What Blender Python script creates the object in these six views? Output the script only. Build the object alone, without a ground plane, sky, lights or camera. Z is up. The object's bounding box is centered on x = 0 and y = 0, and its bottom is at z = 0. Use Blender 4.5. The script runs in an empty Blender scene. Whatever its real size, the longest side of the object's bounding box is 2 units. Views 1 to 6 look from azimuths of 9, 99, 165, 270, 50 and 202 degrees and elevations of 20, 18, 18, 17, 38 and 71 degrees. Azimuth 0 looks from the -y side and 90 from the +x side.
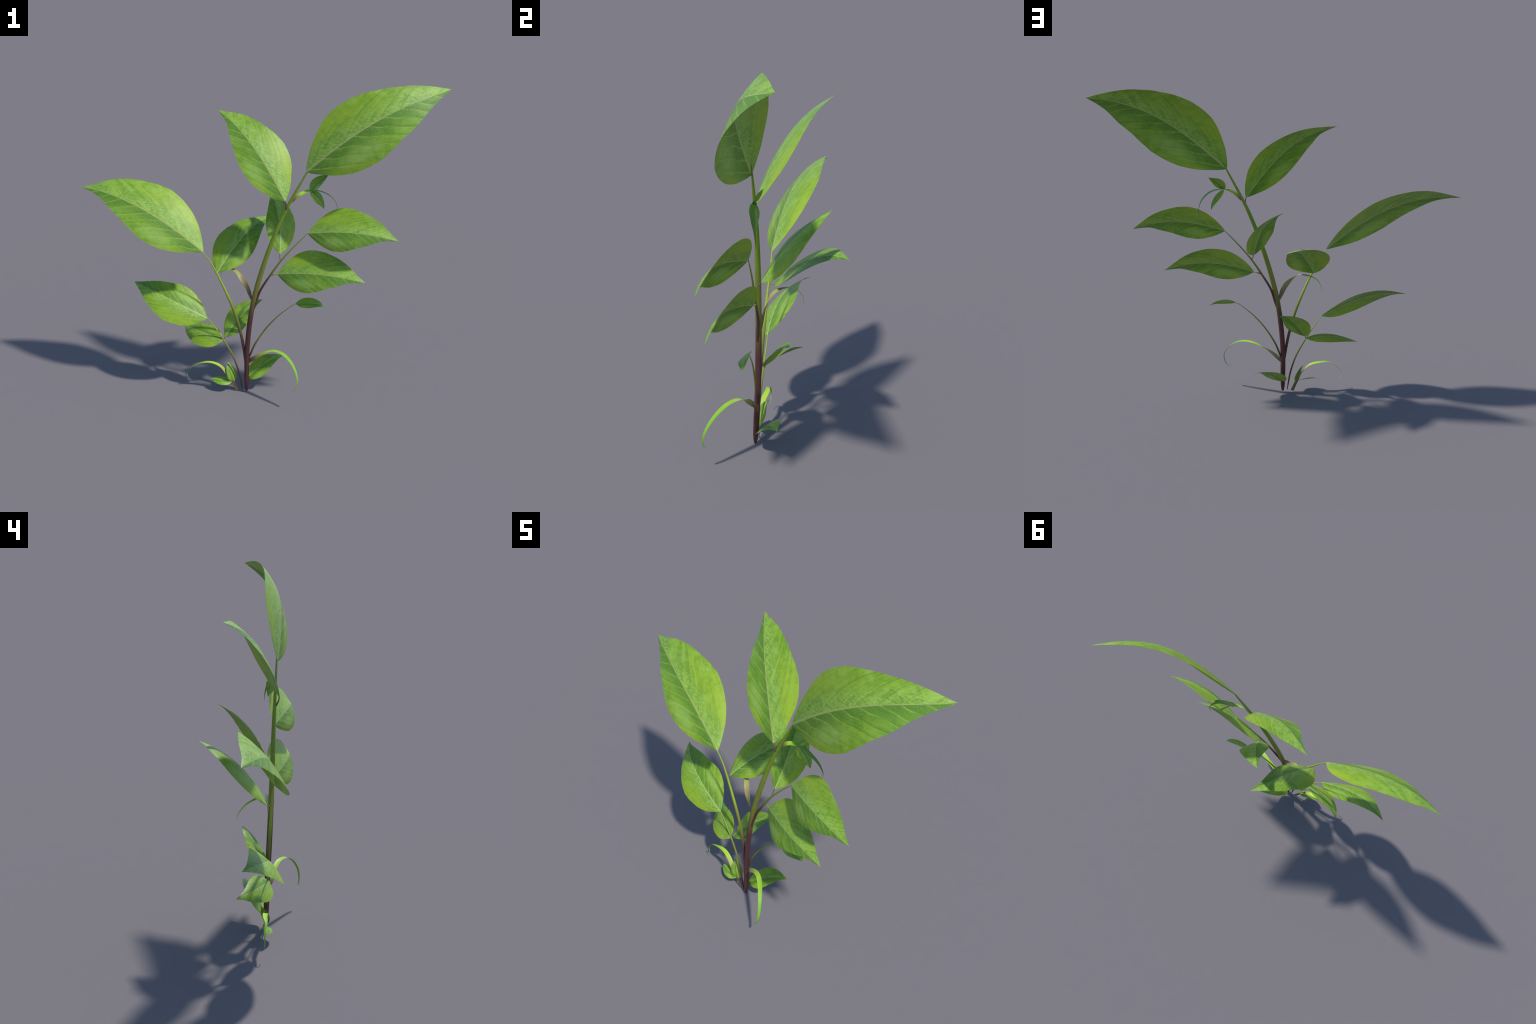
"""A leafy seedling: an arching main stem with thinner stalks, sixteen asymmetric
pointed leaves, short petioles and curling strap-shaped sheaths (stipules)."""
import bpy
import numpy as np
from mathutils import Matrix, Vector

# ----------------------------------------------------------------------------
# Leaves.  spine = five Bezier points of the midrib (base .. tip), facing = the
# upper-face normal at the base, roll = twist of the blade (total, extra in the
# middle), fold / curl = how each half blade lifts off the midrib, left / right
# = half widths at WIDTH_AT along the midrib, glossy = the broader half, sheen painted on.
# ----------------------------------------------------------------------------
WIDTH_AT = np.array([.04, .14, .27, .42, .57, .71, .83, .92])
OUTLINE_AT = np.array([0, .05, .13, .24, .36, .5, .63, .75, .86, .93, 1.])
OUTLINE = np.array([.03, .34, .68, .92, 1., .97, .83, .62, .36, .18, 0.])
LEAVES = [
    dict(spine=((0.2808, -0.1026, 1.313), (0.5112, -0.1274, 1.529), (0.68, -0.1285, 1.651), (0.8308, -0.0536, 1.685), (0.9974, 0.0909, 1.725)),
         facing=(-0.2935, -0.9329, 0.2088), roll=(0.0272, -0.0063), fold_left=(-0.0174, -0.0125), fold_right=(-0.0199, -0.0127), curl_left=(-0.2341, -0.3122), curl_right=(-0.2675, -0.0478),
         left=(0.1513, 0.158, 0.1808, 0.1813, 0.1645, 0.1597, 0.1721, 0.1855), right=(0.1531, 0.1662, 0.1759, 0.1805, 0.1607, 0.1534, 0.1209, 0.1089), glossy='L'),
    dict(spine=((0.1717, -0.1147, 1.152), (0.0796, -0.0629, 1.31), (-0.0126, -0.0304, 1.436), (-0.1035, 0.0463, 1.52), (-0.2361, 0.1592, 1.566)),
         facing=(0.229, -0.8788, 0.4187), roll=(0.1097, -0.0095), fold_left=(-0.0585, -0.0605), fold_right=(-0.0587, -0.0683), curl_left=(-0.1533, -0.1942), curl_right=(-0.3201, 0.0007),
         left=(0.1065, 0.1153, 0.1216, 0.121, 0.1083, 0.0939, 0.0578, 0.0531), right=(0.116, 0.1243, 0.146, 0.1564, 0.148, 0.1492, 0.1585, 0.1469), glossy='R'),
    dict(spine=((-0.2787, -0.0993, 0.8389), (-0.4636, -0.0882, 0.9943), (-0.6493, -0.0743, 1.096), (-0.8192, -0.0327, 1.144), (-0.996, 0.0468, 1.132)),
         facing=(0.3725, -0.7785, 0.5052), roll=(0.0013, -0.0057), fold_left=(-0.007, -0.0056), fold_right=(-0.0075, -0.006), curl_left=(-0.2837, -0.1357), curl_right=(-0.3349, -0.3025),
         left=(0.1123, 0.134, 0.1459, 0.1498, 0.1272, 0.11, 0.0738, 0.0608), right=(0.1349, 0.1539, 0.1724, 0.1911, 0.1814, 0.1871, 0.19, 0.1574), glossy='R'),
    dict(spine=((-0.2621, -0.0995, 0.4452), (-0.4061, -0.1, 0.5165), (-0.5272, -0.0851, 0.565), (-0.6275, -0.0433, 0.5885), (-0.7123, 0.0311, 0.5878)),
         facing=(0.3344, -0.6546, 0.678), roll=(-0.0545, 0.0225), fold_left=(-0.0212, 0.0085), fold_right=(-0.0234, 0.0082), curl_left=(-0.6136, -0.093), curl_right=(-0.2095, 0.0272),
         left=(0.1122, 0.1142, 0.1149, 0.123, 0.1133, 0.1002, 0.0814, 0.0745), right=(0.0913, 0.0995, 0.1121, 0.1173, 0.1044, 0.1013, 0.0946, 0.0769), glossy='L'),
    dict(spine=((-0.1756, -0.1003, 0.316), (-0.2571, -0.0829, 0.3354), (-0.3288, -0.0504, 0.345), (-0.3891, -0.0056, 0.3432), (-0.4326, 0.0528, 0.3305)),
         facing=(-0.0041, -0.7366, 0.6764), roll=(0.0976, -0.0182), fold_left=(0.0004, -0.0055), fold_right=(-0.0032, -0.0089), curl_left=(-0.2533, -0.2857), curl_right=(-0.3529, -0.3233),
         left=(0.0787, 0.0789, 0.0753, 0.0801, 0.0771, 0.0775, 0.0766, 0.0608), right=(0.0655, 0.064, 0.0638, 0.063, 0.0572, 0.0484, 0.0399, 0.0485), glossy='L'),
    dict(spine=((-0.1659, -0.0891, 0.3321), (-0.1084, -0.0579, 0.4166), (-0.0593, -0.0223, 0.4782), (-0.0147, 0.0131, 0.5135), (0.0301, 0.0434, 0.5183)),
         facing=(-0.359, -0.7673, 0.5313), roll=(-0.0179, 0.2179), fold_left=(0.0045, 0.0128), fold_right=(0.0061, 0.0129), curl_left=(-0.5517, -0.4832), curl_right=(0.1016, 0.1805),
         left=(0.0761, 0.0757, 0.0781, 0.0849, 0.079, 0.0766, 0.0753, 0.0697), right=(0.0558, 0.0555, 0.0612, 0.0588, 0.0523, 0.0494, 0.0408, 0.0447), glossy='L'),
    dict(spine=((-0.2067, -0.075, 0.7118), (-0.1339, 0.0101, 0.8363), (-0.0688, 0.1051, 0.911), (-0.0141, 0.2006, 0.9443), (0.0528, 0.2714, 0.9416)),
         facing=(-0.0134, -0.8179, 0.5752), roll=(-0.0959, 0.0427), fold_left=(-0.0265, -0.0022), fold_right=(-0.0275, -0.0029), curl_left=(-0.5851, -0.3886), curl_right=(-0.1425, 0.0311),
         left=(0.129, 0.1173, 0.1279, 0.1331, 0.124, 0.1251, 0.1124, 0.0963), right=(0.0858, 0.0912, 0.1028, 0.1035, 0.0908, 0.0791, 0.0656, 0.0725), glossy='L'),
    dict(spine=((0.1387, -0.0692, 0.8395), (0.1401, -0.0153, 0.9359), (0.1236, 0.034, 1.024), (0.093, 0.1007, 1.092), (0.0397, 0.1897, 1.139)),
         facing=(0.4531, -0.7796, 0.4325), roll=(0.0169, -0.0279), fold_left=(-0.0176, 0.0196), fold_right=(-0.0167, 0.0198), curl_left=(-0.5495, -0.4373), curl_right=(-0.4244, -0.0762),
         left=(0.0747, 0.0753, 0.0725, 0.0765, 0.0647, 0.0524, 0.0373, 0.0468), right=(0.0852, 0.0869, 0.0914, 0.0991, 0.0944, 0.0945, 0.0943, 0.1053), glossy='R'),
    dict(spine=((0.2922, -0.1007, 0.976), (0.414, -0.1512, 1.009), (0.5203, -0.1904, 1.031), (0.635, -0.2048, 1.021), (0.7714, -0.1909, 0.9866)),
         facing=(-0.441, -0.7317, 0.5197), roll=(-0.1481, -0.0125), fold_left=(-0.0207, -0.0093), fold_right=(-0.0161, -0.018), curl_left=(-0.0883, 0.2637), curl_right=(-0.6184, -0.4898),
         left=(0.1077, 0.1167, 0.1298, 0.1372, 0.1298, 0.1317, 0.1367, 0.125), right=(0.0855, 0.0913, 0.1025, 0.1025, 0.0868, 0.075, 0.0439, 0.0421), glossy='L'),
    dict(spine=((0.1322, -0.0998, 0.7344), (0.2514, -0.1529, 0.7714), (0.3643, -0.192, 0.7864), (0.4818, -0.203, 0.7788), (0.6087, -0.1898, 0.7448)),
         facing=(-0.473, -0.7229, 0.5037), roll=(-0.0913, 0.0504), fold_left=(-0.017, 0.0059), fold_right=(-0.017, 0.0061), curl_left=(-0.2128, 0.0877), curl_right=(-0.5126, -0.2685),
         left=(0.1217, 0.1194, 0.1275, 0.1318, 0.1284, 0.1308, 0.1293, 0.119), right=(0.0961, 0.0969, 0.1036, 0.1031, 0.0851, 0.073, 0.0469, 0.046), glossy='L'),
    dict(spine=((0.2322, -0.0946, 0.5649), (0.2936, -0.1039, 0.5752), (0.3413, -0.1029, 0.578), (0.3737, -0.0958, 0.57), (0.3886, -0.0871, 0.5473)),
         facing=(-0.2156, -0.6391, 0.7383), roll=(-0.1964, 0.108), fold_left=(0.0198, 0.0163), fold_right=(0.019, 0.0172), curl_left=(-0.1649, -0.1836), curl_right=(-0.147, -0.168),
         left=(0.0343, 0.0346, 0.0352, 0.0356, 0.0366, 0.0385, 0.0402, 0.0359), right=(0.0278, 0.0273, 0.028, 0.0287, 0.0275, 0.0265, 0.0247, 0.0222), glossy='L'),
    dict(spine=((-0.048, -0.0755, 0.0715), (0.0114, -0.051, 0.1274), (0.0633, -0.0256, 0.1672), (0.1105, -0.0001, 0.1867), (0.153, 0.0277, 0.1836)),
         facing=(-0.2814, -0.7293, 0.6236), roll=(-0.1931, 0.0088), fold_left=(0.0248, 0.0139), fold_right=(0.0246, 0.0137), curl_left=(-0.1859, -0.2114), curl_right=(-0.1548, -0.1948),
         left=(0.0573, 0.0571, 0.0582, 0.0628, 0.0661, 0.0703, 0.0719, 0.068), right=(0.0503, 0.051, 0.0536, 0.0543, 0.0471, 0.0427, 0.037, 0.0375), glossy='L'),
    dict(spine=((-0.1153, -0.0906, 0.0559), (-0.1254, -0.0988, 0.0973), (-0.1366, -0.097, 0.1306), (-0.1465, -0.0843, 0.1554), (-0.1536, -0.0599, 0.1716)),
         facing=(0.5325, -0.8459, -0.031), roll=(0.2236, 0.1921), fold_left=(-0.0012, -0.0056), fold_right=(-0.0011, -0.0059), curl_left=(-0.29, -0.3058), curl_right=(-0.2776, -0.2889),
         left=(0.0291, 0.029, 0.0288, 0.0285, 0.028, 0.0267, 0.0269, 0.0267), right=(0.0314, 0.0317, 0.0325, 0.0338, 0.0345, 0.0336, 0.0336, 0.0313), glossy='R'),
    dict(spine=((-0.1282, -0.0978, 0.0553), (-0.1589, -0.1055, 0.0649), (-0.1902, -0.1058, 0.0699), (-0.2218, -0.1002, 0.0696), (-0.2534, -0.0896, 0.0637)),
         facing=(0.3532, -0.3997, 0.8459), roll=(-0.0514, -0.0796), fold_left=(0.01, 0.0068), fold_right=(0.0097, 0.0064), curl_left=(-0.2289, -0.2391), curl_right=(-0.2076, -0.2238),
         left=(0.0282, 0.0284, 0.0297, 0.0299, 0.0304, 0.0306, 0.031, 0.0311), right=(0.0271, 0.0269, 0.0269, 0.0266, 0.0279, 0.0295, 0.0288, 0.0289), glossy='R'),
    dict(spine=((0.2977, -0.0862, 1.206), (0.3184, -0.0748, 1.236), (0.3413, -0.0646, 1.26), (0.3661, -0.0519, 1.277), (0.3923, -0.0341, 1.286)),
         facing=(-0.4682, -0.6633, 0.5838), roll=(-0.2013, 0.469), fold_left=(-0.0177, 0.0085), fold_right=(-0.0172, 0.0072), curl_left=(-0.352, -0.2552), curl_right=(-0.3386, -0.2458),
         left=(0.0342, 0.0328, 0.0324, 0.0314, 0.029, 0.0283, 0.0277, 0.0281), right=(0.0263, 0.0261, 0.0264, 0.0259, 0.0249, 0.0257, 0.0277, 0.0281), glossy='L'),
    dict(spine=((0.2986, -0.0836, 1.203), (0.3302, -0.0796, 1.18), (0.3532, -0.0744, 1.156), (0.3672, -0.0688, 1.13), (0.3712, -0.0631, 1.102)),
         facing=(0.3912, -0.8316, 0.3942), roll=(0.0348, -0.1497), fold_left=(0.0001, -0.0095), fold_right=(-0.001, -0.0091), curl_left=(-0.2892, -0.3241), curl_right=(-0.2932, -0.3232),
         left=(0.0275, 0.0275, 0.0292, 0.0323, 0.0293, 0.0289, 0.0284, 0.0279), right=(0.0261, 0.026, 0.0268, 0.0275, 0.0263, 0.0248, 0.0223, 0.0244), glossy='R'),
]

# ---------------------------------------------------------------- geometry --
def smooth_profile(t, knots, values):
    """Monotone cubic through (knots, values)."""
    h = np.diff(knots)
    d = np.diff(values) / h
    m = np.zeros(len(knots))
    for i in range(1, len(knots) - 1):
        if d[i - 1] * d[i] > 0:
            m[i] = 2 * d[i - 1] * d[i] / (d[i - 1] + d[i])
    m[0], m[-1] = d[0] * 1.3, d[-1]
    i = np.clip(np.searchsorted(knots, t, side='right') - 1, 0, len(knots) - 2)
    s = (t - knots[i]) / h[i]
    return ((2*s**3 - 3*s**2 + 1) * values[i] + (s**3 - 2*s**2 + s) * h[i] * m[i]
            + (-2*s**3 + 3*s**2) * values[i + 1] + (s**3 - s**2) * h[i] * m[i + 1])


def unit(v):
    return v / np.linalg.norm(v, axis=-1, keepdims=True)


def carried_normals(tangents, first):
    """Normals carried along a curve with as little twist as possible."""
    out, n = [], np.array(first, float)
    for t in tangents:
        n = n - t * (n @ t)
        n = n / np.linalg.norm(n)
        out.append(n)
    return np.array(out)


def through(points, n):
    """Catmull-Rom curve through the points, even in arc length."""
    c = np.array(points, float)
    k = len(c)
    c = np.vstack([2 * c[0] - c[1], c, 2 * c[-1] - c[-2]])
    u = np.linspace(0, k - 1, 40 * k)
    i = np.minimum(u.astype(int), k - 2)
    s = (u - i)[:, None]
    a, b, d, e = c[i], c[i + 1], c[i + 2], c[i + 3]
    x = .5 * (2*b + (d - a)*s + (2*a - 5*b + 4*d - e)*s*s + (3*b - a - 3*d + e)*s**3)
    return even(x, n)


def even(x, n):
    s = np.r_[0, np.cumsum(np.linalg.norm(np.diff(x, axis=0), axis=1))]
    t = np.linspace(0, s[-1], n)
    return np.stack([np.interp(t, s, x[:, j]) for j in range(3)], 1)


def add_mesh(name, verts, faces, parent, material, origin=None, basis=None):
    """Mesh object; verts are in world space and are stored in the frame origin/basis."""
    v = np.array(verts)
    m = Matrix.Identity(4)
    if origin is not None:
        b = np.eye(3) if basis is None else np.array(basis)       # rows = axes
        v = (v - origin) @ b.T
        m = Matrix(b.T.tolist()).to_4x4()
        m.translation = Vector(origin)
    me = bpy.data.meshes.new(name)
    me.from_pydata(v.tolist(), [], faces)
    me.validate()
    me.materials.append(material)
    me.polygons.foreach_set('use_smooth', [True] * len(me.polygons))
    me.set_sharp_from_angle(angle=np.radians(50))
    me.update()
    ob = bpy.data.objects.new(name, me)
    bpy.context.scene.collection.objects.link(ob)
    ob.parent = parent
    ob.matrix_local = m
    return ob


def thickened(sheet, normals, rows, cols, thickness):
    """Close a rows x cols sheet into a thin solid blade: two skins and a rim."""
    n = rows * cols
    th = thickness[:, None] * .5
    verts = np.vstack([sheet + normals * th, sheet - normals * th])
    faces = []
    for i in range(rows - 1):
        for j in range(cols - 1):
            a, b, c, d = i*cols + j, i*cols + j + 1, (i+1)*cols + j + 1, (i+1)*cols + j
            faces += [(a, b, c, d), (n + a, n + d, n + c, n + b)]
    for i in range(rows - 1):
        a, d = i*cols, (i+1)*cols
        faces.append((a, d, n + d, n + a))
        a, d = i*cols + cols - 1, (i+1)*cols + cols - 1
        faces.append((d, a, n + a, n + d))
    for j in range(cols - 1):
        faces.append((j, n + j, n + j + 1, j + 1))
        a = (rows - 1)*cols + j
        faces.append((a, a + 1, n + a + 1, n + a))
    return verts, faces


def sheet_normals(grid):
    du = np.gradient(grid, axis=0)
    dv = np.gradient(grid, axis=1)
    nn = np.cross(dv, du)
    return nn / (np.linalg.norm(nn, axis=-1, keepdims=True) + 1e-12)


def build_leaf(spec, plant, index):
    b0, b1, b2, b3, b4 = (np.array(p) for p in spec['spine'])
    u = np.linspace(0, 1, 240)[:, None]
    rows = 61
    mid = even((1-u)**4*b0 + 4*u*(1-u)**3*b1 + 6*u*u*(1-u)**2*b2 + 4*u**3*(1-u)*b3 + u**4*b4, rows)
    t = np.linspace(0, 1, rows)
    length = np.linalg.norm(np.diff(mid, axis=0), axis=1).sum()
    tan = unit(np.gradient(mid, axis=0))
    nor = carried_normals(tan, spec['facing'])
    side = np.cross(tan, nor)
    a = (spec['roll'][0]*t + spec['roll'][1]*4*t*(1 - t))[:, None]
    nor, side = np.cos(a)*nor + np.sin(a)*side, np.cos(a)*side - np.sin(a)*nor
    outline = smooth_profile(t, OUTLINE_AT, OUTLINE)
    halves = []
    q_all = np.linspace(0, 1, 9)
    for sgn, widths, fold, curl in ((-1, spec['left'], spec['fold_left'], spec['curl_left']),
                                    (1, spec['right'], spec['fold_right'], spec['curl_right'])):
        w = outline * np.interp(t, np.r_[0, WIDTH_AT, 1], np.r_[widths[0], widths, widths[-1]])
        w = np.maximum(w, .0004)
        lift = fold[0] + (fold[1] - fold[0])*t
        bend = curl[0] + (curl[1] - curl[0])*t
        half = []
        for q in q_all:
            g = (lift + bend*q*.5)[:, None]
            half.append(mid + (w*q)[:, None]*(sgn*np.cos(g)*side + np.sin(g)*nor))
        halves.append(half)
    cols = halves[0][:0:-1] + halves[1]
    grid = np.stack(cols, 1)
    nc = grid.shape[1]
    nn = sheet_normals(grid)
    across = np.abs(np.linspace(-1, 1, nc))[None, :]
    body = (1 - across**2) * np.ones((rows, 1))
    thick = length*(.0008 + .0016*body)
    # raised midrib under the blade, tapering to the tip
    rib = np.exp(-(across*7)**2) * (1 - t[:, None])**.6
    thick = thick + length*.004*rib
    verts, faces = thickened(grid.reshape(-1, 3), nn.reshape(-1, 3), rows, nc, thick.ravel())
    # local frame: x along the chord, z the facing side
    x = unit(b4 - b0)
    z = nor.mean(0)
    z = unit(z - x*(z @ x))
    basis = np.array([x, np.cross(z, x), z])
    # the midrib and the half blades in that frame, as short polynomials for the material
    loc = (mid - b0) @ basis.T
    chord = loc[-1, 0]
    s = loc[:, 0]/chord
    fit = dict(chord=float(chord),
               y=np.polyfit(s, loc[:, 1]/chord, 4)[::-1],
               z=np.polyfit(s, loc[:, 2]/chord, 4)[::-1],
               t=np.polyfit(s, t, 3)[::-1],
               glossy_sign=1.0 if spec['glossy'] == 'L' else -1.0)
    mat = leaf_material(fit, index, length)
    return add_mesh('leaf', verts, faces, plant, mat, b0, basis)


def build_tube(name, points, radii, plant, material, rings=48, sides=14):
    x = through(points, rings)
    t = np.linspace(0, 1, rings)
    r = np.interp(t, np.linspace(0, 1, len(radii)) if np.isscalar(radii[0]) else [p[0] for p in radii],
                  radii if np.isscalar(radii[0]) else [p[1] for p in radii])
    tan = unit(np.gradient(x, axis=0))
    nor = carried_normals(tan, (.05, -1, .1))
    side = np.cross(tan, nor)
    ang = np.linspace(0, 2*np.pi, sides, endpoint=False)
    ring = np.cos(ang)[None, :, None]*nor[:, None] + np.sin(ang)[None, :, None]*side[:, None]
    v = (x[:, None] + ring*r[:, None, None]).reshape(-1, 3)
    verts = np.vstack([v, x[:1] - tan[:1]*r[0]*.5, x[-1:] + tan[-1:]*r[-1]*.8])
    faces = []
    for i in range(rings - 1):
        for j in range(sides):
            k = (j + 1) % sides
            faces.append((i*sides + j, i*sides + k, (i+1)*sides + k, (i+1)*sides + j))
    n = rings*sides
    for j in range(sides):
        k = (j + 1) % sides
        faces.append((k, j, n))
        faces.append(((rings-1)*sides + j, (rings-1)*sides + k, n + 1))
    return add_mesh(name, verts, faces, plant, material, np.array(points[0], float))


def build_strap(points, widths, turn, plant, material, rows=70, cols=9, cup=.18, thick=.0016):
    """A strap: width lies flat against the stem at the base, then turns to lie level."""
    x = through(points, rows)
    t = np.linspace(0, 1, rows)
    tan = unit(np.gradient(x, axis=0))
    # level direction, at right angles to the vertical plane the strap arches in
    run = x[-1] - x[0]
    level = unit(np.cross(np.array([run[0], run[1], 0.]), (0, 0, 1.)))
    lev = unit(level[None] - tan*(tan @ level)[:, None])
    up = np.cross(lev, tan)
    a = np.interp(t, [p[0] for p in turn], [p[1] for p in turn])
    for _ in range(4):
        a = np.convolve(np.r_[a[0], a, a[-1]], [.25, .5, .25], 'valid')
    a = np.radians(a)[:, None]
    wide = np.cos(a)*lev + np.sin(a)*up
    face = np.cross(wide, tan)
    w = np.interp(t, [p[0] for p in widths], [p[1] for p in widths])
    for _ in range(3):
        w = np.convolve(np.r_[w[0], w, w[-1]], [.25, .5, .25], 'valid')
    q = np.linspace(-1, 1, cols)
    grid = (x[:, None] + (w*.5)[:, None, None]*q[None, :, None]*wide[:, None]
            + (w*.5*cup)[:, None, None]*(q**2)[None, :, None]*face[:, None])
    nn = sheet_normals(grid)
    th = np.minimum(thick, .25*w)[:, None]*(1 - .6*q[None]**2)
    verts, faces = thickened(grid.reshape(-1, 3), nn.reshape(-1, 3), rows, cols, th.ravel())
    return add_mesh('stipule', verts, faces, plant, material, np.array(points[0], float))


# --------------------------------------------------------------- materials --
class Nodes:
    """Small helper for writing node formulas."""
    def __init__(self, name):
        self.mat = bpy.data.materials.new(name)
        self.mat.use_nodes = True
        self.tree = self.mat.node_tree
        self.bsdf = self.tree.nodes['Principled BSDF']

    def put(self, socket, value):
        if isinstance(value, bpy.types.NodeSocket):
            self.tree.links.new(value, socket)
        else:
            socket.default_value = value

    def math(self, op, a, b=0.0, c=0.0, clamp=False):
        n = self.tree.nodes.new('ShaderNodeMath')
        n.operation, n.use_clamp = op, clamp
        for s, v in zip(n.inputs, (a, b, c)):
            self.put(s, v)
        return n.outputs[0]

    def poly(self, x, coeffs):
        out = float(coeffs[-1])
        for c in list(coeffs)[-2::-1]:
            out = self.math('MULTIPLY_ADD', out, x, float(c))
        return out

    def step(self, x, lo, hi, a=0.0, b=1.0):
        n = self.tree.nodes.new('ShaderNodeMapRange')
        n.interpolation_type = 'SMOOTHSTEP'
        for s, v in zip(n.inputs, (x, lo, hi, a, b)):
            self.put(s, v)
        return n.outputs[0]

    def mix(self, fac, a, b, kind='MIX'):
        n = self.tree.nodes.new('ShaderNodeMix')
        n.data_type, n.blend_type = 'RGBA', kind
        self.put(n.inputs[0], fac)
        for s, v in ((n.inputs[6], a), (n.inputs[7], b)):
            self.put(s, (*v, 1) if isinstance(v, tuple) and len(v) == 3 else v)
        return n.outputs[2]

    def xyz(self):
        co = self.tree.nodes.new('ShaderNodeTexCoord').outputs['Object']
        sep = self.tree.nodes.new('ShaderNodeSeparateXYZ')
        self.tree.links.new(co, sep.inputs[0])
        return co, sep.outputs

    def vector(self, x, y, z):
        n = self.tree.nodes.new('ShaderNodeCombineXYZ')
        for s, v in zip(n.inputs, (x, y, z)):
            self.put(s, v)
        return n.outputs[0]

    def noise(self, vec, scale, detail=3.0, rough=.5):
        n = self.tree.nodes.new('ShaderNodeTexNoise')
        self.tree.links.new(vec, n.inputs['Vector'])
        n.inputs['Scale'].default_value = scale
        n.inputs['Detail'].default_value = detail
        n.inputs['Roughness'].default_value = rough
        return n.outputs['Fac']

    def bump(self, height, strength, distance):
        n = self.tree.nodes.new('ShaderNodeBump')
        n.inputs['Strength'].default_value = strength
        n.inputs['Distance'].default_value = distance
        self.tree.links.new(height, n.inputs['Height'])
        self.tree.links.new(n.outputs[0], self.bsdf.inputs['Normal'])

    def finish(self, colour, rough, spec=.5):
        self.put(self.bsdf.inputs['Base Color'], colour)
        self.put(self.bsdf.inputs['Roughness'], rough)
        self.bsdf.inputs['Specular IOR Level'].default_value = spec
        return self.mat


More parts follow.
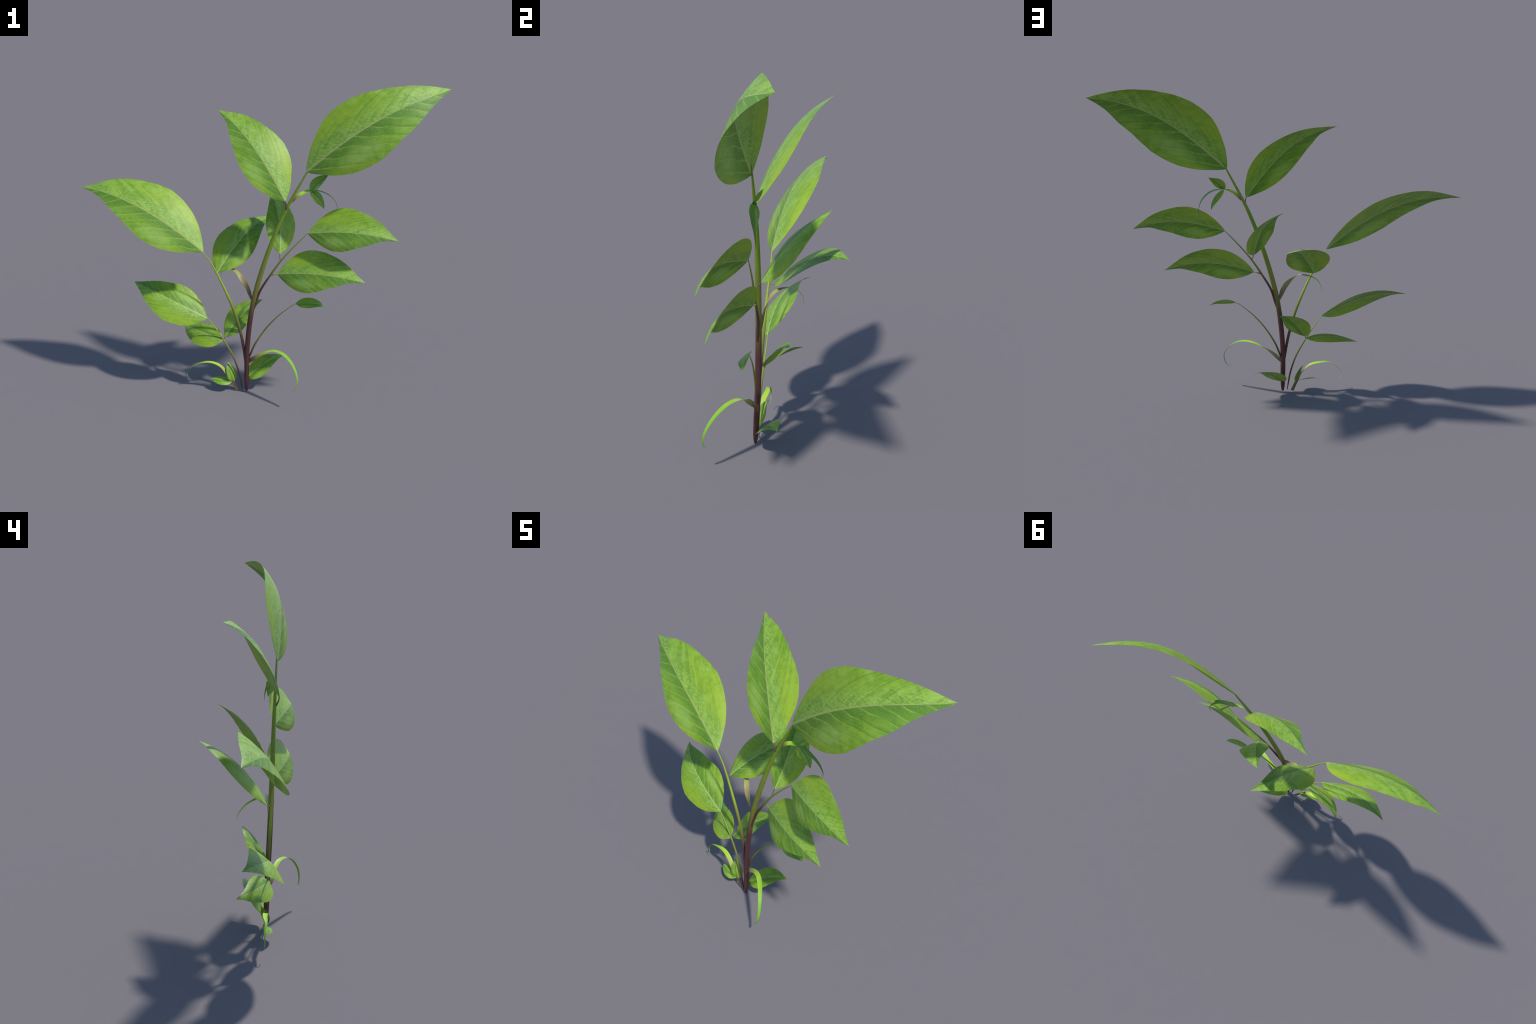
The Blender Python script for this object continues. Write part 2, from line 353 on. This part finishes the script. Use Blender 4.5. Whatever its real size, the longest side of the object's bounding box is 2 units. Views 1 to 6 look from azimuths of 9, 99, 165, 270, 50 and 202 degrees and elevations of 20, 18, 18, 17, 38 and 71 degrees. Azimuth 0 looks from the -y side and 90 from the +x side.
def leaf_material(fit, index, length):
    """Blade colours: yellower rim and base, sheen painted pale beside the midrib on one
    half, fold shading painted deeper green on the other, pale midrib and forward-curving side veins."""
    k = Nodes('leaf_blade')
    co, (ox, oy, oz) = k.xyz()
    c = 1/fit['chord']
    x = k.math('MULTIPLY', ox, c)
    t = k.poly(x, fit['t'])
    dy = k.math('SUBTRACT', k.math('MULTIPLY', oy, c), k.poly(x, fit['y']))
    dz = k.math('SUBTRACT', k.math('MULTIPLY', oz, c), k.poly(x, fit['z']))
    d = k.math('SQRT', k.math('ADD', k.math('MULTIPLY', dy, dy), k.math('MULTIPLY', dz, dz)))
    gloss = k.step(k.math('MULTIPLY', dy, fit['glossy_sign']), -.006, .006)   # 1 on the half with painted sheen
    dull = k.math('SUBTRACT', 1.0, gloss)
    p = k.vector(k.math('ADD', t, index*3.7), k.math('MULTIPLY', dy, 1.0), 0.0)

    wob = k.math('MULTIPLY_ADD', k.noise(p, 7.0, 3.0), .080, -.040)
    # vein phase: where on the midrib the vein through this point starts
    f_gloss = k.poly(d, (0.0, 1.45, 0.0, 32.0))
    f_dull = k.poly(d, (0.0, 1.75))
    f = k.math('ADD', k.math('MULTIPLY', gloss, f_gloss), k.math('MULTIPLY', dull, f_dull))
    start = k.math('ADD', k.math('SUBTRACT', t, f), wob)
    rate = k.math('MULTIPLY_ADD', dull, 1/.105 - 1/.125, 1/.125)
    phase = k.math('MULTIPLY_ADD', start, rate, k.math('MULTIPLY_ADD', dull, -.1, .45))
    ph = k.math('ABSOLUTE', k.math('SUBTRACT', k.math('FRACT', phase), .5))     # 0 on the vein
    vein = k.step(ph, .010, .042, 1.0, 0.0)
    vein_soft = k.step(ph, .0, .22, 1.0, 0.0)
    fade = k.math('MULTIPLY', k.step(d, .13, .25, 1.0, .15), k.step(start, -.07, -.01))
    vein = k.math('MULTIPLY', vein, fade)
    # fine cross veins
    vor = k.tree.nodes.new('ShaderNodeTexVoronoi')
    vor.feature = 'DISTANCE_TO_EDGE'
    k.tree.links.new(k.vector(k.math('MULTIPLY', start, 1.6), k.math('MULTIPLY', t, .8), dy), vor.inputs['Vector'])
    vor.inputs['Scale'].default_value = 34.0
    net = k.step(vor.outputs['Distance'], .0, .07, 1.0, 0.0)

    big = k.noise(p, 9.0, 3.0, .55)
    mottle = k.noise(p, 26.0, 3.0, .6)
    fine = k.noise(p, 120.0, 3.0, .65)
    # crinkles run across the side veins
    ca = k.math('SUBTRACT', k.math('MULTIPLY', t, .87), k.math('MULTIPLY', d, .5))
    cb = k.math('ADD', k.math('MULTIPLY', t, .5), k.math('MULTIPLY', d, .87))
    crinkle = k.noise(k.vector(k.math('MULTIPLY', ca, .38), cb, index*1.7), 95.0, 3.0, .65)
    # broad light and dark streaks that run with the side veins
    streak = k.noise(k.vector(start, k.math('MULTIPLY', d, .35), k.math('MULTIPLY_ADD', gloss, 3.0, index*1.9)), 17.0, 3.0, .6)
    tone = k.math('ADD', k.math('MULTIPLY', big, .35), k.math('ADD', k.math('MULTIPLY', streak, .45), k.math('MULTIPLY', mottle, .20)))
    col = k.mix(k.step(tone, .40, .60), C_GREEN, C_GREEN_LIGHT)
    # yellower toward base and rim of the dull half
    yellow = k.math('MULTIPLY', k.step(t, .08, .50, 1.0, 0.0), k.step(d, .05, .165))
    col = k.mix(k.math('MULTIPLY', yellow, .85), col, C_YELLOW)
    col = k.mix(k.math('MULTIPLY', k.math('MULTIPLY', gloss, k.step(d, .05, .14)), k.math('MULTIPLY', k.step(t, .42, .68, 1.0, .12), k.math('MULTIPLY_ADD', mottle, .6, .10))), col, C_YELLOW)
    blot = k.step(k.noise(k.vector(k.math('MULTIPLY', cb, 1.0), k.math('MULTIPLY', ca, .55), index*5.1), 11.0, 3.0, .6), .52, .72)
    col = k.mix(k.math('MULTIPLY', blot, .32), col, C_PALE)
    # cooler tip half
    col = k.mix(k.math('MULTIPLY', k.math('MULTIPLY', dull, k.step(t, .4, .8)), .4), col, C_COOL)
    # sheen beside the midrib, lightened into the base colour
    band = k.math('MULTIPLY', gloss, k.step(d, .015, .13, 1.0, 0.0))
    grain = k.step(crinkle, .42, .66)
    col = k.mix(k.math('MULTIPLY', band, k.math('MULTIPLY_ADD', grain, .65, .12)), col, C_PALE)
    # deep green paints in the groove of the other half, between the veins
    fold_shade = k.math('MULTIPLY', dull, k.step(d, .0, .13, 1.0, 0.0))
    fold_shade = k.math('MULTIPLY', fold_shade, k.math('SUBTRACT', 1.0, k.math('MULTIPLY', vein_soft, .5)))
    col = k.mix(k.math('MULTIPLY', fold_shade, .88), col, C_DEEP)
    # light-catching patch, baked in as a paler tint, on the dull half
    ex = k.math('MULTIPLY', k.math('SUBTRACT', k.math('SUBTRACT', t, k.math('MULTIPLY', d, .6)), .26), 6.5)
    ey = k.math('MULTIPLY', k.math('SUBTRACT', d, .115), 17.0)
    rr = k.math('ADD', k.math('MULTIPLY', ex, ex), k.math('MULTIPLY', ey, ey))
    patch = k.math('MULTIPLY', dull, k.step(k.math('ADD', rr, k.math('MULTIPLY', big, .8)), .2, 1.7, 1.0, 0.0))
    col = k.mix(k.math('MULTIPLY', patch, .5), col, C_PALE)
    # grain, net and veins
    col = k.mix(k.math('MULTIPLY', k.step(fine, .4, .65), .30), col, C_GREEN_LIGHT)
    col = k.mix(k.math('MULTIPLY', k.step(mottle, .5, .34), .10), col, C_DEEP)
    col = k.mix(k.math('MULTIPLY', net, .13), col, C_VEIN)
    # relief shadow drawn as a darker flank on each vein's base side
    sgn = k.math('SUBTRACT', k.math('FRACT', phase), .5)
    flank = k.math('MULTIPLY', k.step(sgn, .0, .05), k.step(sgn, .05, .30, 1.0, 0.0))
    flank = k.math('MULTIPLY', k.math('MULTIPLY', flank, fade), k.math('MULTIPLY_ADD', big, 1.1, -.15))
    col = k.mix(k.math('MULTIPLY', flank, .62), col, C_DARK)
    col = k.mix(k.math('MULTIPLY', vein, k.math('MULTIPLY', k.step(k.noise(p, 14.0, 2.0), .3, .6), k.math('MULTIPLY_ADD', dull, .34, .52))), col, C_VEIN)
    rib_w = k.math('MULTIPLY_ADD', t, -.0056, .0078)
    rib = k.step(k.math('DIVIDE', d, rib_w), .55, 1.25, 1.0, 0.0)
    col = k.mix(k.math('MULTIPLY', rib, .9), col, C_RIB)
    # a few pale specks
    sp = k.tree.nodes.new('ShaderNodeTexVoronoi')
    k.tree.links.new(p, sp.inputs['Vector'])
    sp.inputs['Scale'].default_value = 16.0
    speck = k.step(sp.outputs['Distance'], .04, .07, 1.0, 0.0)
    col = k.mix(k.math('MULTIPLY', speck, .35), col, C_PALE)

    h = k.math('ADD', k.math('MULTIPLY', k.step(ph, .0, .45), k.math('MULTIPLY', fade, .20)), k.math('ADD', k.math('MULTIPLY', mottle, .5), k.math('MULTIPLY', crinkle, k.math('MULTIPLY_ADD', band, .9, .35))))
    k.bump(h, .5, length*.0055)
    return k.finish(col, .46, .42)


def stem_material(name, lengths, colours, seed):
    """Stem colour by distance from the foot of that stem: ripe red-brown to green."""
    k = Nodes(name)
    co, (ox, oy, oz) = k.xyz()
    dist = k.math('SQRT', k.math('ADD', k.math('MULTIPLY', ox, ox), k.math('ADD', k.math('MULTIPLY', oy, oy), k.math('MULTIPLY', oz, oz))))
    streak = k.noise(k.vector(k.math('MULTIPLY', ox, 1.0), oy, k.math('MULTIPLY_ADD', oz, .12, seed)), 130.0, 2.0)
    dist = k.math('ADD', dist, k.math('MULTIPLY_ADD', streak, .08, -.04))
    col = colours[0]
    for lo, hi, c in zip(lengths[:-1], lengths[1:], colours[1:]):
        col = k.mix(k.step(dist, lo, hi), col, c)
    col = k.mix(k.math('MULTIPLY', k.step(streak, .45, .7), .16), col, (.03, .02, .012))
    k.bump(streak, .15, .002)
    return k.finish(col, .5, .4)


def strap_material(name, lengths, seed):
    k = Nodes(name)
    co, (ox, oy, oz) = k.xyz()
    dist = k.math('SQRT', k.math('ADD', k.math('MULTIPLY', ox, ox), k.math('ADD', k.math('MULTIPLY', oy, oy), k.math('MULTIPLY', oz, oz))))
    fine = k.noise(k.vector(k.math('ADD', ox, seed), oy, oz), 60.0, 3.0)
    dist = k.math('ADD', dist, k.math('MULTIPLY_ADD', fine, .03, -.015))
    col = S_BROWN
    for lo, hi, c in zip(lengths[:-1], lengths[1:], (S_TAN, S_YELLOW, S_BRIGHT, S_GREEN, S_TIP)):
        col = k.mix(k.step(dist, lo, hi), col, c)
    col = k.mix(k.math('MULTIPLY', k.step(fine, .4, .7), .18), col, S_GREEN)
    k.bump(fine, .12, .002)
    return k.finish(col, .5, .4)


C_GREEN, C_GREEN_LIGHT = (.105, .248, .010), (.246, .422, .028)
C_YELLOW, C_COOL = (.318, .468, .020), (.138, .330, .045)
C_PALE, C_DEEP, C_DARK = (.335, .545, .130), (.068, .195, .020), (.095, .225, .016)
C_VEIN, C_RIB = (.400, .500, .085), (.400, .465, .130)
RED, OLIVE, GREEN, LIME = (.095, .032, .031), (.205, .220, .030), (.215, .310, .022), (.320, .420, .028)
PURPLE = (.150, .070, .075)
S_BROWN, S_TAN, S_YELLOW = (.190, .110, .060), (.330, .255, .115), (.390, .415, .080)
S_TIP = (.090, .130, .030)
S_BRIGHT, S_GREEN = (.440, .690, .045), (.190, .420, .025)

# ------------------------------------------------------------------- build --
plant = bpy.data.objects.new('leafy_seedling', None)
bpy.context.scene.collection.objects.link(plant)
plant['label'] = 'young plant with arching reddish stems and broad pointed green leaves'
plant['category'] = 'plant'

for n, spec in enumerate(LEAVES):
    build_leaf(spec, plant, n)

# stems: (name, points, radii at even or given fractions, colour distances, colours)
STEMS = [
    ([(-.043, -.096, .006), (-.0367, -.0947, .2936), (-.001, -.0964, .5663), (.0701, -.0959, .827),
      (.1636, -.0957, 1.076), (.2811, -.0985, 1.308), (.312, -.0985, 1.366)],
     [(0, .005), (.012, .0095), (.035, .0125), (.08, .0138), (.3, .0142), (.45, .0138), (.6, .0125), (.75, .0100), (.88, .0068), (.95, .0045), (1, .0008)],
     (.42, .68, .85, .95), (RED, OLIVE, GREEN)),
    ([(-.0450, -.098, .165), (-.0675, -.0941, .3294), (-.1053, -.0935, .4794), (-.1621, -.095, .6247),
      (-.2304, -.0945, .7651), (-.279, -.0990, .8385)],
     [(0, .0060), (.2, .0080), (.4, .0078), (.6, .0072), (.8, .0052), (1, .0022)],
     (.13, .33, .36, .48), (RED, OLIVE, LIME)),
    ([(-.068, -.092, .012), (-.0863, -.0952, .1196), (-.1183, -.0958, .2178), (-.1679, -.0956, .3093),
      (-.2257, -.0961, .3976), (-.2630, -.0980, .4460)],
     [(0, .0022), (.1, .0040), (.3, .0050), (.5, .0054), (.7, .0042), (1, .0020)],
     (.12, .26, .26, .42), (RED, OLIVE, LIME)),
    ([(-.0400, -.0930, .185), (-.0250, -.0940, .225), (.0062, -.0963, .3032), (.062, -.0967, .3961), (.1295, -.0966, .4785),
      (.2066, -.0978, .5480), (.235, -.0930, .5640)],
     [(0, .0050), (.25, .0052), (.5, .0042), (.75, .0028), (1, .0012)],
     (.05, .2, .2, .36), (RED, OLIVE, GREEN)),
    ([(-.0060, -.0965, .505), (.0080, -.0985, .545), (.0363, -.0940, .6294), (.0891, -.0971, .72), (.148, -.0987, .8094),
      (.2183, -.098, .8953), (.2930, -.0985, .9770)],
     [(0, .0060), (.2, .0064), (.45, .0056), (.7, .0042), (1, .0020)],
     (.16, .30, .38, .42), (RED, OLIVE, GREEN)),
]
for n, (pts, radii, dist, cols) in enumerate(STEMS):
    build_tube('stem', pts, radii, plant, stem_material('stem_bark', (dist[0], dist[1], dist[3]), cols, n*1.3),
               rings=90 if n == 0 else 56, sides=20 if n == 0 else 14)

PETIOLES = [
    ([(.0890, -.096, .7200), (.1060, -.0950, .7270), (.1350, -.0990, .7350)], (.0042, .0036, .0028), (PURPLE, LIME)),
    ([(.1480, -.0985, .8080), (.1420, -.0850, .8180), (.1385, -.0700, .8420)], (.0026, .0022, .0018), (PURPLE, PURPLE)),
    ([(.1720, -.0965, 1.0980), (.1760, -.1060, 1.1100), (.1760, -.1150, 1.1320), (.1715, -.1165, 1.1540)], (.0050, .0042, .0032, .0026), (PURPLE, PURPLE)),
    ([(-.2040, -.0945, .7120), (-.2060, -.0830, .7120), (-.2080, -.0725, .7140)], (.0020, .0018, .0016), (OLIVE, OLIVE)),
    ([(-.1740, -.0956, .3190), (-.1700, -.0920, .3240), (-.1650, -.0870, .3330)], (.0026, .0024, .0020), (PURPLE, PURPLE)),
]
for n, (pts, radii, cols) in enumerate(PETIOLES):
    build_tube('petiole', pts, radii, plant, stem_material('petiole_skin', (.012, .035), cols, n*2.1), rings=14, sides=10)

STRAPS = [
    ([(-.0400, -.0960, .1800), (-.0252, -.0960, .1982), (.0179, -.1179, .236), (.07, -.1294, .2715), (.1298, -.1544, .2963), (.1896, -.1934, .2902),
      (.2397, -.2346, .2478), (.265, -.2633, .1862), (.2493, -.2687, .1259), (.2062, -.2517, .1019)],
     [(0, .022), (.2, .025), (.45, .025), (.6, .021), (.75, .014), (.88, .007), (1, .0008)],
     [(0, -90), (.1, -90), (.3, -15), (.4, 0), (1, 0)], (.03, .085, .125, .17, .33, .9)),
    ([(-.0962, -.0880, .0040), (-.1243, -.0924, .0602), (-.1567, -.0964, .1108), (-.1977, -.0922, .1516), (-.2515, -.0858, .1655),
      (-.3099, -.0901, .1596), (-.3597, -.087, .1296), (-.3881, -.0871, .0861), (-.3775, -.0867, .0432)],
     [(0, .020), (.1, .018), (.3, .024), (.45, .025), (.6, .020), (.72, .012), (.85, .006), (1, .0008)],
     [(0, 90), (.15, 80), (.35, 10), (.45, 0), (1, 0)], (.05, .10, .15, .21, .34, .9)),
    ([(-.011, -.0880, .5650), (-.035, -.0815, .6335), (-.0695, -.0699, .6811), (-.1071, -.046, .7151), (-.1549, -.0108, .7191),
      (-.1929, .0285, .7051), (-.2096, .0603, .6668), (-.2069, .0672, .6278)],
     [(0, .012), (.12, .026), (.3, .030), (.5, .023), (.65, .015), (.8, .008), (1, .0008)],
     [(0, 80), (.2, 70), (.42, 10), (.5, 0), (1, 0)], (.03, .13, .21, .25, .30, .9)),
    ([(.2000, -.0960, 1.142), (.2094, -.0935, 1.153), (.242, -.0955, 1.183), (.282, -.0895, 1.202), (.326, -.081, 1.207), (.375, -.077, 1.195),
      (.419, -.062, 1.161), (.440, -.049, 1.112), (.430, -.046, 1.069)],
     [(0, .014), (.15, .019), (.4, .025), (.6, .021), (.75, .012), (.87, .005), (1, .0008)],
     [(0, -80), (.15, -60), (.35, -10), (.45, 0), (1, 0)], (.01, .03, .045, .075, .115, .27)),
]
for n, (pts, widths, turn, dist) in enumerate(STRAPS):
    build_strap(pts, widths, turn, plant, strap_material('strap_blade', dist, n*1.7))
